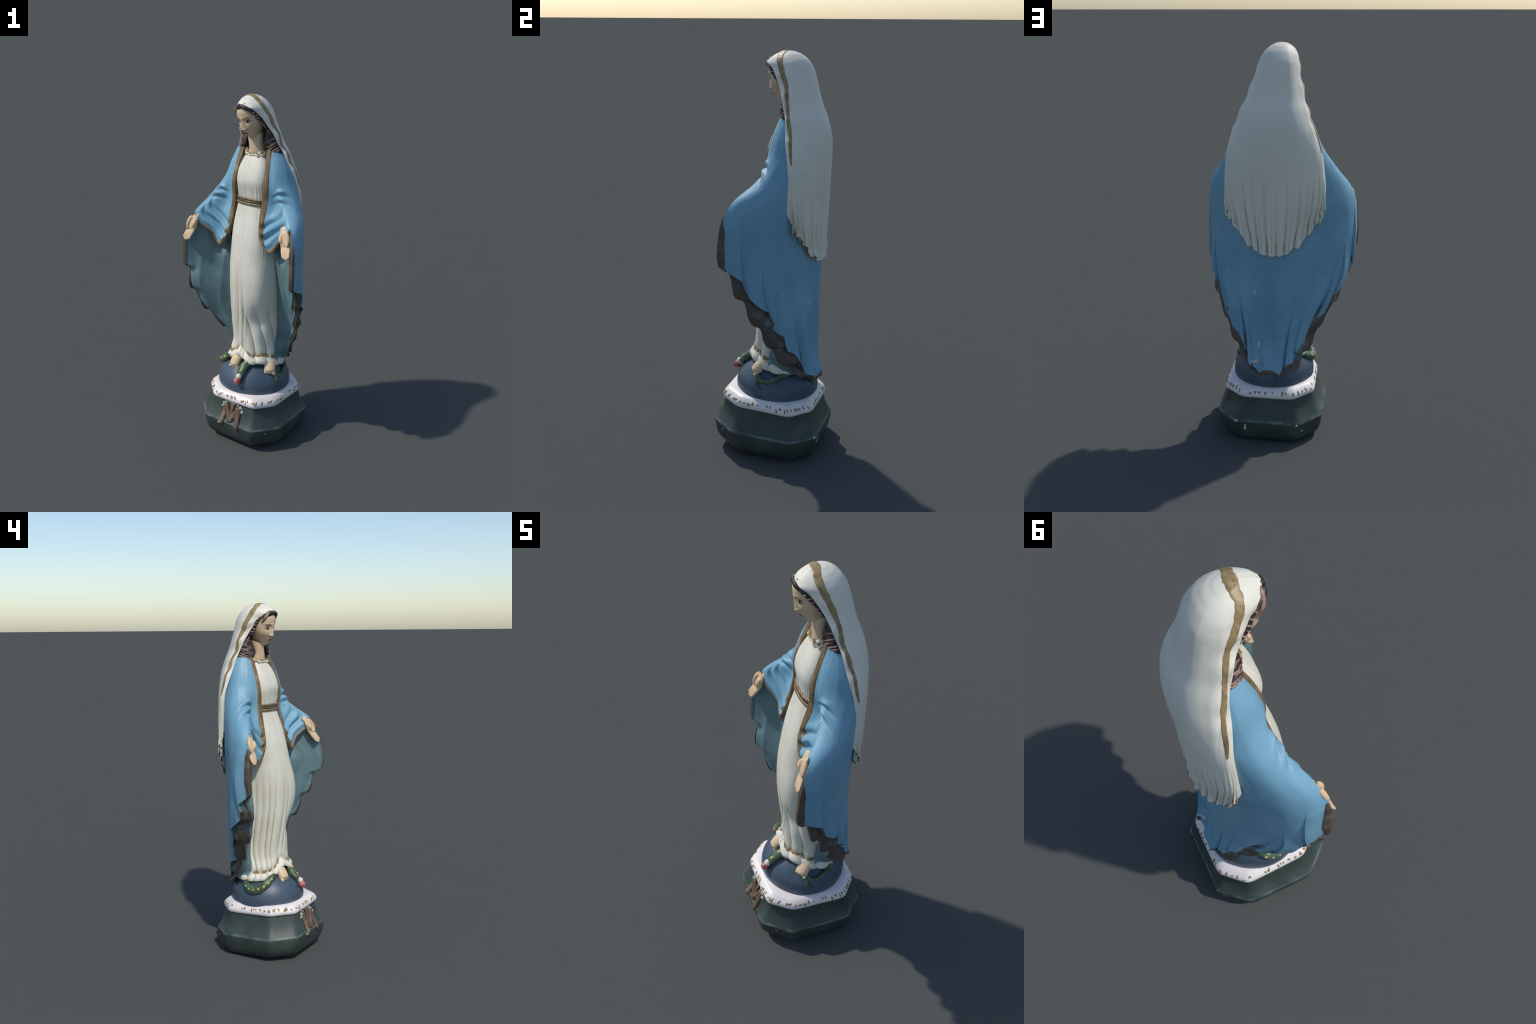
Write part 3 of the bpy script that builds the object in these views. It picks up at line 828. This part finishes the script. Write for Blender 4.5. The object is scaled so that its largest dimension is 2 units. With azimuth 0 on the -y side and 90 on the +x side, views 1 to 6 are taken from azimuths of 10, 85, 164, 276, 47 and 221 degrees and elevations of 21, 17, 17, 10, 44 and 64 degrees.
def head_profile(z):
    """relative radius of the head at height z in head coordinates: full brow, long firm jaw."""
    return (1 - (z / .100) ** 3.4) ** .5 if z > 0 else (1 - (-z / .118) ** 3.0) ** .5
rows = []
for i in range(170):
    ph = math.pi * (i + .5) / 170
    row = []
    z = (.0999 if math.cos(ph) > 0 else .1179) * math.cos(ph); r = head_profile(z)
    jaw = 1 - .40 * float(smooth(-.005, -.112, z))
    for j in range(180):
        a = 2 * math.pi * j / 180; c = math.cos(a)
        x = .066 * jaw * r * math.sin(a)
        if c > 0:
            y = -.078 * r * c ** .92 - face_relief(x, z) * float(smooth(0, .35, c))
        else:
            y = .085 * r * abs(c) * (1 - .55 * float(smooth(-.03, -.11, z)))
        row.append(to_head(x, y, z))
    rows.append(row)
head = grid_object("head", np.array(rows), SKIN, wrap=True, flip=True)
head_tree = tree_of(head)
FWD = np.array(HEAD.to_3x3() @ Vector((0, 1, 0)))
UH = np.array(HEAD.to_3x3() @ Vector((1, 0, 0))); WH = np.array(HEAD.to_3x3() @ Vector((0, 0, 1)))

def head_line(name, pts, radii, mat, lift=.0, parent=head):
    P = [on_surface(head_tree, to_head(x, -.10, z), lift, FWD)[0] for x, z in pts]
    V, F = tube(P, radii, 8, 6)
    return new_object(name, V, F, mat, parent)

for s in (-1, 1):
    almond = lambda a: 1 / (abs(math.cos(a)) ** 1.3 + abs(math.sin(a)) ** 1.3) ** .77
    V, F = patch(head_tree, to_head(s * .030, -.09, .0055), UH * .0140, WH * .0060, almond, .0012, FWD)
    eye = new_object("eye", V, F, EYE, head)
    V, F = patch(head_tree, to_head(s * .0285, -.09, .0045), UH * .0076, WH * .0054, lambda a: 1.0, .0014, FWD, base=.0016)
    new_object("iris", V, F, DARK, head)
    head_line("upper_eyelid", [(s * .0165, .0025), (s * .023, .0090), (s * .031, .0105), (s * .039, .0080), (s * .0460, .0020)], [.0008, .0017, .0021, .0019, .0010], DARK)
    head_line("lower_eyelid", [(s * .0185, .0015), (s * .030, -.0022), (s * .0425, .002)], [.0006, .0011, .0006], BROW)
    head_line("eyebrow", [(s * .0125, .0235), (s * .021, .0290), (s * .032, .0305), (s * .045, .0245)], [.0010, .0018, .0016, .0007], BROW)
    V, F = patch(head_tree, to_head(s * .0065, -.10, -.0385), UH * .0025, WH * .0015, lambda a: 1.0, .0003, FWD, rings=3, n=12)
    new_object("nostril", V, F, BROW, head)
def upper_lip(a):
    return (1 - .22 * math.exp(-((a - math.pi / 2) / .25) ** 2)) / (abs(math.cos(a)) ** 1.4 + abs(math.sin(a)) ** 1.4) ** .71
V, F = patch(head_tree, to_head(0, -.10, -.0545), UH * .0150, WH * .0042, upper_lip, .0012, FWD)
new_object("upper_lip", V, F, LIP, head)
V, F = patch(head_tree, to_head(0, -.10, -.0625), UH * .0110, WH * .0042, almond, .0014, FWD)
new_object("lower_lip", V, F, LIP, head)

# neck
npts = [(.014, .098, 1.80), (.020, .094, 1.76), (.026, .096, 1.72), (.029, .100, 1.69), (.03, .104, 1.655)]
rows = []
for k in np.linspace(0, 4, 40):
    c = hermite(np.arange(5), np.array(npts), k); r = float(hermite(np.arange(5), [.046, .042, .043, .046, .050], k))
    rows.append([(c[0] + r * math.sin(a), c[1] - r * .95 * math.cos(a), c[2] + .018 * math.cos(a) * (k - 4) / 4 ) for a in np.linspace(0, 2 * math.pi, 60, endpoint=False)])
grid_object("neck", np.array(rows), SKIN, wrap=True)

# ------------------------------------------------------------------ hair: a dark wavy mass each side with lighter locks
def veil_edge(s, z, inset=0.0):
    xc = float(hermite(VZ, VX, z)); e = hermite(VZ, VSA[:, 0], z)
    return np.array([xc + s * (e[0] - inset), e[1] - float(veil_twist(z)) * s * e[0], z])
# each side is a band between the cheek (inner rail) and the veil's edge (outer rail)
CHEEK = [(.002, -.066, .084), (.018, -.064, .078), (.036, -.052, .062), (.051, -.034, .040), (.060, -.012, .010), (.062, .004, -.025), (.060, .024, -.06)]
COLLAR = [(.062, .074, 1.738), (.086, .078, 1.708), (.108, .086, 1.688)]
EDGE_AT = [1.958, 1.947, 1.928, 1.898, 1.865, 1.825, 1.785, 1.745, 1.715, 1.692]
THICK = [.010, .015, .018, .019, .018, .016, .014, .014, .014, .010]
def hair_surface(s, t, a, lift=0.0):
    """t along the band 0..9, a in 0..2pi round it."""
    inner = np.array([to_head(s * x, y, z) for x, y, z in CHEEK] + [np.array([.028 + s * x, y, z]) for x, y, z in COLLAR])
    outer = np.array([veil_edge(s, z, .007) + np.array([0, .009, 0]) for z in EDGE_AT]); outer[0, 0] = inner[0, 0] + s * .002
    kk = np.arange(10.0)
    I = hermite(kk, inner, t); O = hermite(kk, outer, t); h = hermite(kk, THICK, t)
    C = (I + O) / 2; W = (O - I) / 2
    T = hermite(kk, (inner + outer) / 2, np.minimum(t + .05, 9)) - hermite(kk, (inner + outer) / 2, np.maximum(t - .05, 0))
    N = np.cross(T, W) * s; N /= np.linalg.norm(N, axis=-1)[..., None] + 1e-9
    ca, sa = np.cos(a), np.sin(a)
    rid = .0022 * np.sin(t * 11 - 2.6 * ca * 1.0) * np.clip(sa, 0, 1) * smooth(1.5, 3.5, t)
    return C + W * (ca * np.where(ca > 0, .96, 1.04))[..., None] + N * (sa * h + rid + lift * np.clip(sa, .2, 1))[..., None]
for s in (-1, 1):
    TT, AA = np.meshgrid(np.linspace(0, 9, 150), np.linspace(0, 2 * math.pi, 40, endpoint=False), indexing='ij')
    hair = grid_object("hair", hair_surface(s, TT, AA), HAIR, wrap=True, flip=(s > 0), caps=True)
    # lighter slanting locks, brushed over the dark mass
    n_l = 15
    for i in range(n_l):
        t0 = 2.3 + i * (6.1 / n_l); t1 = t0 + .34 + .02 * i
        q = np.linspace(0, 1, 7); t = np.minimum(t0 + (t1 - t0) * q, 8.9)
        span = (.50, 2.25) if i % 3 else (.95, 2.5)
        a = span[0] + (span[1] - span[0]) * q
        P = hair_surface(s, t, a, .0006); R = .0006 + (.0019 + .0007 * (i % 3) + .00008 * i) * np.sin(math.pi * (q * .86 + .08))
        lv, lf = tube(P, R, 8, 4)
        new_object("hair_lock", lv, lf, HAIR_LIGHT, hair)
# parted rosy waves over the forehead
for s in (-1, 1):
    for dz, lift, rr, mat_ in ((.0, .001, .0095, HAIR_LIGHT), (-.0082, .000, .0035, HAIR_BROWN)):
        P = [on_surface(head_tree, to_head(s * x, -.10, z + dz * f), lift, FWD)[0] for x, z, f in
             ((.003, .089, .5), (.013, .087, .9), (.026, .081, .9), (.040, .067, .8), (.050, .051, .8), (.056, .036, .6))]
        V, F = tube(P, [rr * .7, rr * 1.05, rr * 1.1, rr * .95, rr * .8, rr * .45], 12, 6)
        new_object("hair_wave", V, F, mat_)

# ------------------------------------------------------------------ hands
def build_hand(name, wrist, tip, side, spread):
    """palm faces forward and a little outward, fingers hang down."""
    wrist = np.array(wrist); tip = np.array(tip)
    L = np.linalg.norm(tip - wrist); down = (tip - wrist) / L
    palm_n = np.array([side * .18, -1, .10]); palm_n -= down * (palm_n @ down); palm_n /= np.linalg.norm(palm_n)
    across = np.cross(down, palm_n) * side * 1.0
    if across[0] * side < 0: across = -across        # pointing away from the body
    def at(a, d, n): return wrist + across * a + down * d * L + palm_n * n
    parts = []
    parts.append(tube([at(-.002, -.14, -.016), at(0, -.02, -.008), at(.0, .18, -.004), at(.0, .42, -.004), at(0, .52, -.004)], [.022, .023, .029, .031, .026], 20, 6, (palm_n, .50)))
    for i, (a, l, r) in enumerate([(-.020, .92, .0085), (-.0068, .985, .0092), (.007, 1.0, .0090), (.020, .94, .0082)]):
        bend = .010 + .003 * i
        parts.append(tube([at(a * .85, .36, -.006), at(a, .52, -.002), at(a * 1.0, .72, .003 + bend * .4), at(a * .92, l, .004 + bend)], [r * 1.05, r * 1.05, r * .95, r * .62], 12, 5))
    # thumb lies on the outer side
    parts.append(tube([at(.014, .04, .004), at(.023, .20, .010), at(.023, .38, .014), at(.014, .54, .014)], [.012, .0115, .009, .0062], 12, 5))
    parts.append(tube([at(-.016, .10, .004), at(-.020, .26, .009), at(-.016, .40, .004)], [.009, .012, .008], 12, 5))
    V, F = merge(parts)
    ob = new_object(name, V, F, SKIN)
    m = ob.modifiers.new("fuse", 'REMESH'); m.mode = 'VOXEL'; m.voxel_size = .0022; m.use_smooth_shade = True
    sm = ob.modifiers.new("soft", 'SMOOTH'); sm.iterations = 3; sm.factor = .5
    apply_mods(ob)
    ob.data.polygons.foreach_set("use_smooth", [True] * len(ob.data.polygons))
    return ob
build_hand("hand", (-.304, -.050, 1.288), (-.336, -.078, 1.150), -1, 0)
build_hand("hand", (.316, -.072, 1.324), (.364, -.108, 1.188), 1, 0)

# ------------------------------------------------------------------ feet
def build_foot(toe, heel, side):
    toe = np.array(toe); heel = np.array(heel); d = toe - heel; L = np.linalg.norm(d); d /= L
    ac = np.cross(d, [0, 0, 1]); ac /= np.linalg.norm(ac); up = np.cross(ac, d)
    def at(a, t, u): return heel + ac * a + d * t * L + up * u
    parts = [tube([at(0, 0, .03), at(0, .45, .026), at(0, .78, .010), at(0, .88, .004)], [.034, .034, .033, .028], 18, 6, (up, .72))]
    for i, a in enumerate((-.024, -.012, 0, .012, .024)):
        big = (i == 0) if side > 0 else (i == 4)
        parts.append(tube([at(a * .9, .72, .004), at(a, .9, .002), at(a, (1.02 if big else .98 - .015 * abs(i - 2)), -.002)], [.010, .0085, .0075 if not big else .009], 10, 5))
    V, F = merge(parts)
    ob = new_object("foot", V, F, SKIN)
    m = ob.modifiers.new("fuse", 'REMESH'); m.mode = 'VOXEL'; m.voxel_size = .0024; m.use_smooth_shade = True
    sm = ob.modifiers.new("soft", 'SMOOTH'); sm.iterations = 2; sm.factor = .5
    apply_mods(ob)
    ob.data.polygons.foreach_set("use_smooth", [True] * len(ob.data.polygons))
build_foot((.000, -.098, .434), (.018, .005, .498), -1)
build_foot((.212, -.030, .424), (.150, .06, .470), 1)

# ------------------------------------------------------------------ snake
def globe_at(angle_deg, z, out=.0):
    """angle 0 = front, positive toward statue's left."""
    a = math.radians(angle_deg); r = globe_radius(z) + out
    return (GC[0] + r * math.sin(a), GC[1] - r * math.cos(a), float(z))
def snake_tube(name, way, radii):
    V, F = tube([globe_at(*w) for w in way], radii, 16, 8)
    V = [np.array(v) + .0016 * np.array([math.sin(180 * v[2]), math.sin(160 * v[0] + 2), math.sin(170 * v[1] + 1)]) for v in V]   # lumpy casting
    return new_object(name, V, F, SNAKE)
neck_s = snake_tube("snake", [(24, .482, .055), (16, .475, .045), (11, .456, .026), (9, .432, .020), (8, .416, .022)], [.016, .022, .025, .023, .015])
coil_r = snake_tube("snake", [(-44, .472, .050), (-52, .460, .042), (-60, .438, .022), (-70, .412, .012), (-82, .396, .008), (-94, .400, .006), (-106, .422, .006), (-116, .445, .004)],
                    [.011, .016, .020, .024, .026, .024, .018, .011])
tail_l = snake_tube("snake", [(66, .445, .022), (74, .418, .012), (84, .400, .006), (98, .405, .008), (112, .425, .016), (128, .43, .014)], [.012, .013, .011, .012, .014, .010])
tip_l = snake_tube("snake", [(72, .425, .012), (75, .398, .007), (77, .374, .003), (85, .364, .001)], [.012, .011, .008, .004])
# spots on the coil
st = tree_of(coil_r)
parts = []
for a, z in [(-53, .455), (-60, .440), (-67, .424), (-75, .410), (-83, .404), (-91, .406), (-99, .416)]:
    c = np.array(globe_at(a, z, .05)); o = c - np.array([GC[0], GC[1], .36]); o /= np.linalg.norm(o)
    tan = np.array([o[1], -o[0], 0]); tan /= np.linalg.norm(tan)
    parts.append(patch(st, c, tan * .008, np.cross(o, tan) * .009, lambda a: 1 + .1 * math.sin(3 * a), .0015, -o, 3, 14))
V, F = merge(parts); new_object("snake_spot", V, F, SPOT, coil_r)["kind"] = "stuff"
st = tree_of(neck_s); parts = []
for a, z in [(16, .478), (12, .455), (9, .43)]:
    c = np.array(globe_at(a, z, .06)); o = c - np.array([GC[0], GC[1], .36]); o /= np.linalg.norm(o)
    tan = np.array([o[1], -o[0], 0]); tan /= np.linalg.norm(tan)
    parts.append(patch(st, c + tan * .004, tan * .007, np.cross(o, tan) * .013, lambda a: 1.0, .0012, -o, 3, 14))
V, F = merge(parts); new_object("snake_spot", V, F, SPOT, neck_s)["kind"] = "stuff"
# jaws holding an apple
V, F = tube([globe_at(9, .428, .028), globe_at(8.3, .418, .032), globe_at(7.8, .410, .034)], [.012, .017, .012], 14, 6)
new_object("snake_jaw", V, F, CREAM, neck_s)
ac = np.array(globe_at(7.3, .396, .026))
rows = [[ac + .021 * np.array([math.sin(p) * math.cos(a), math.sin(p) * math.sin(a), math.cos(p) * .95]) for a in np.linspace(0, 2 * math.pi, 32, endpoint=False)] for p in np.linspace(.02, math.pi - .02, 20)]
apple = grid_object("apple", np.array(rows), RED, wrap=True, flip=True)

# ------------------------------------------------------------------ chips of missing paint
def chip(tree, at, size, toward, seed, parent, tall=1.6):
    r = np.random.default_rng(seed); ph = r.random(3) * 6
    t = np.array(toward, float); t /= np.linalg.norm(t)
    u = np.cross(t, [0, 0, 1]); u /= np.linalg.norm(u); w = np.cross(u, t)
    V, F = patch(tree, at, u * size, w * size * tall, lambda a: 1 + .35 * math.sin(a + ph[0]) + .3 * math.sin(2 * a + ph[1]) + .2 * math.sin(4 * a + ph[2]), .0006, t, 4, 18)
    new_object("paint_chip", V, F, PLASTER, parent)
chip(mantle_tree, (.103, .30, .525), .009, (0, -1, 0), 1, mantle, 2.0)
chip(mantle_tree, (.140, .30, .435), .013, (-.3, -1, 0), 2, mantle, .9)
chip(mantle_tree, (.135, .30, .80), .004, (-.2, -1, 0), 3, mantle, 3.5)
chip(mantle_tree, (.34, .12, .66), .006, (-1, -.3, 0), 4, mantle, 1.2)
chip(mantle_tree, (.30, .16, .88), .004, (-1, -.6, 0), 5, mantle, 2.0)
chip(plinth_tree, (.225, .32, .120), .009, (-.5, -1, 0), 6, plinth, 1.0)
chip(plinth_tree, (.165, .34, .090), .008, (0, -1, 0), 7, plinth, 2.4)
chip(plinth_tree, (-.10, .34, .112), .008, (0, -1, 0), 8, plinth, 1.0)
chip(plinth_tree, (-.145, .32, .075), .006, (.4, -1, 0), 9, plinth, 1.0)
chip(plinth_tree, (.29, -.18, .118), .006, (-1, .6, 0), 10, plinth, .6)

# bubbles and a raised casting seam on the back of the cloak
parts = []
for i in range(34):
    x = RNG.uniform(-.26, .32); z = RNG.uniform(.45, 1.3); r = RNG.uniform(.0022, .0052)
    side = RNG.random() < .12
    if side:
        sx = 1 if RNG.random() < .5 else -1
        c = (sx * .5, RNG.uniform(-.02, .12), RNG.uniform(.95, 1.35)); t = np.array([-sx, 0, 0.0])
    else:
        c = (x, .45, z); t = np.array([0, -1, 0.0])
    u = np.cross(t, [0, 0, 1]); w = np.array([0, 0, 1.0])
    co, n, _, _ = mantle_tree.ray_cast(Vector(c), Vector(t))
    if co is None: continue
    parts.append(patch(mantle_tree, co, u * r, w * r * RNG.uniform(.7, 1.5), lambda a: 1.0, r * .45, t, 3, 12))
seam = [on_surface(mantle_tree, (x, .30, z), .0, (0, -1, 0))[0] for x, z in
        ((.155, .905), (.140, .908), (.130, .900), (.118, .903), (.108, .890), (.098, .882), (.088, .880), (.078, .868), (.070, .862))]
parts.append(tube(seam, [.0015, .0026, .0022, .003, .0024, .0028, .0024, .0026, .0012], 8, 5))
seam = [on_surface(mantle_tree, (x, .30, z), .0, (0, -1, 0))[0] for x, z in ((.03, .895), (.01, .905), (-.01, .903), (-.03, .908), (-.06, .900))]
parts.append(tube(seam, [.0008, .0018, .0014, .0018, .0008], 8, 5))
V, F = merge(parts)
new_object("casting_bubble", V, F, BLUE, mantle)["kind"] = "stuff"
chip(mantle_tree, (.30, .3, 1.02), .003, (-.6, -1, 0), 21, mantle, 1.0)
chip(mantle_tree, (.20, .3, 1.05), .004, (-.3, -1, 0), 22, mantle, .8)
chip(mantle_tree, (.25, .3, .80), .003, (-.6, -1, 0), 23, mantle, 1.4)
chip(mantle_tree, (-.18, .3, .95), .003, (.3, -1, 0), 24, mantle, 1.0)
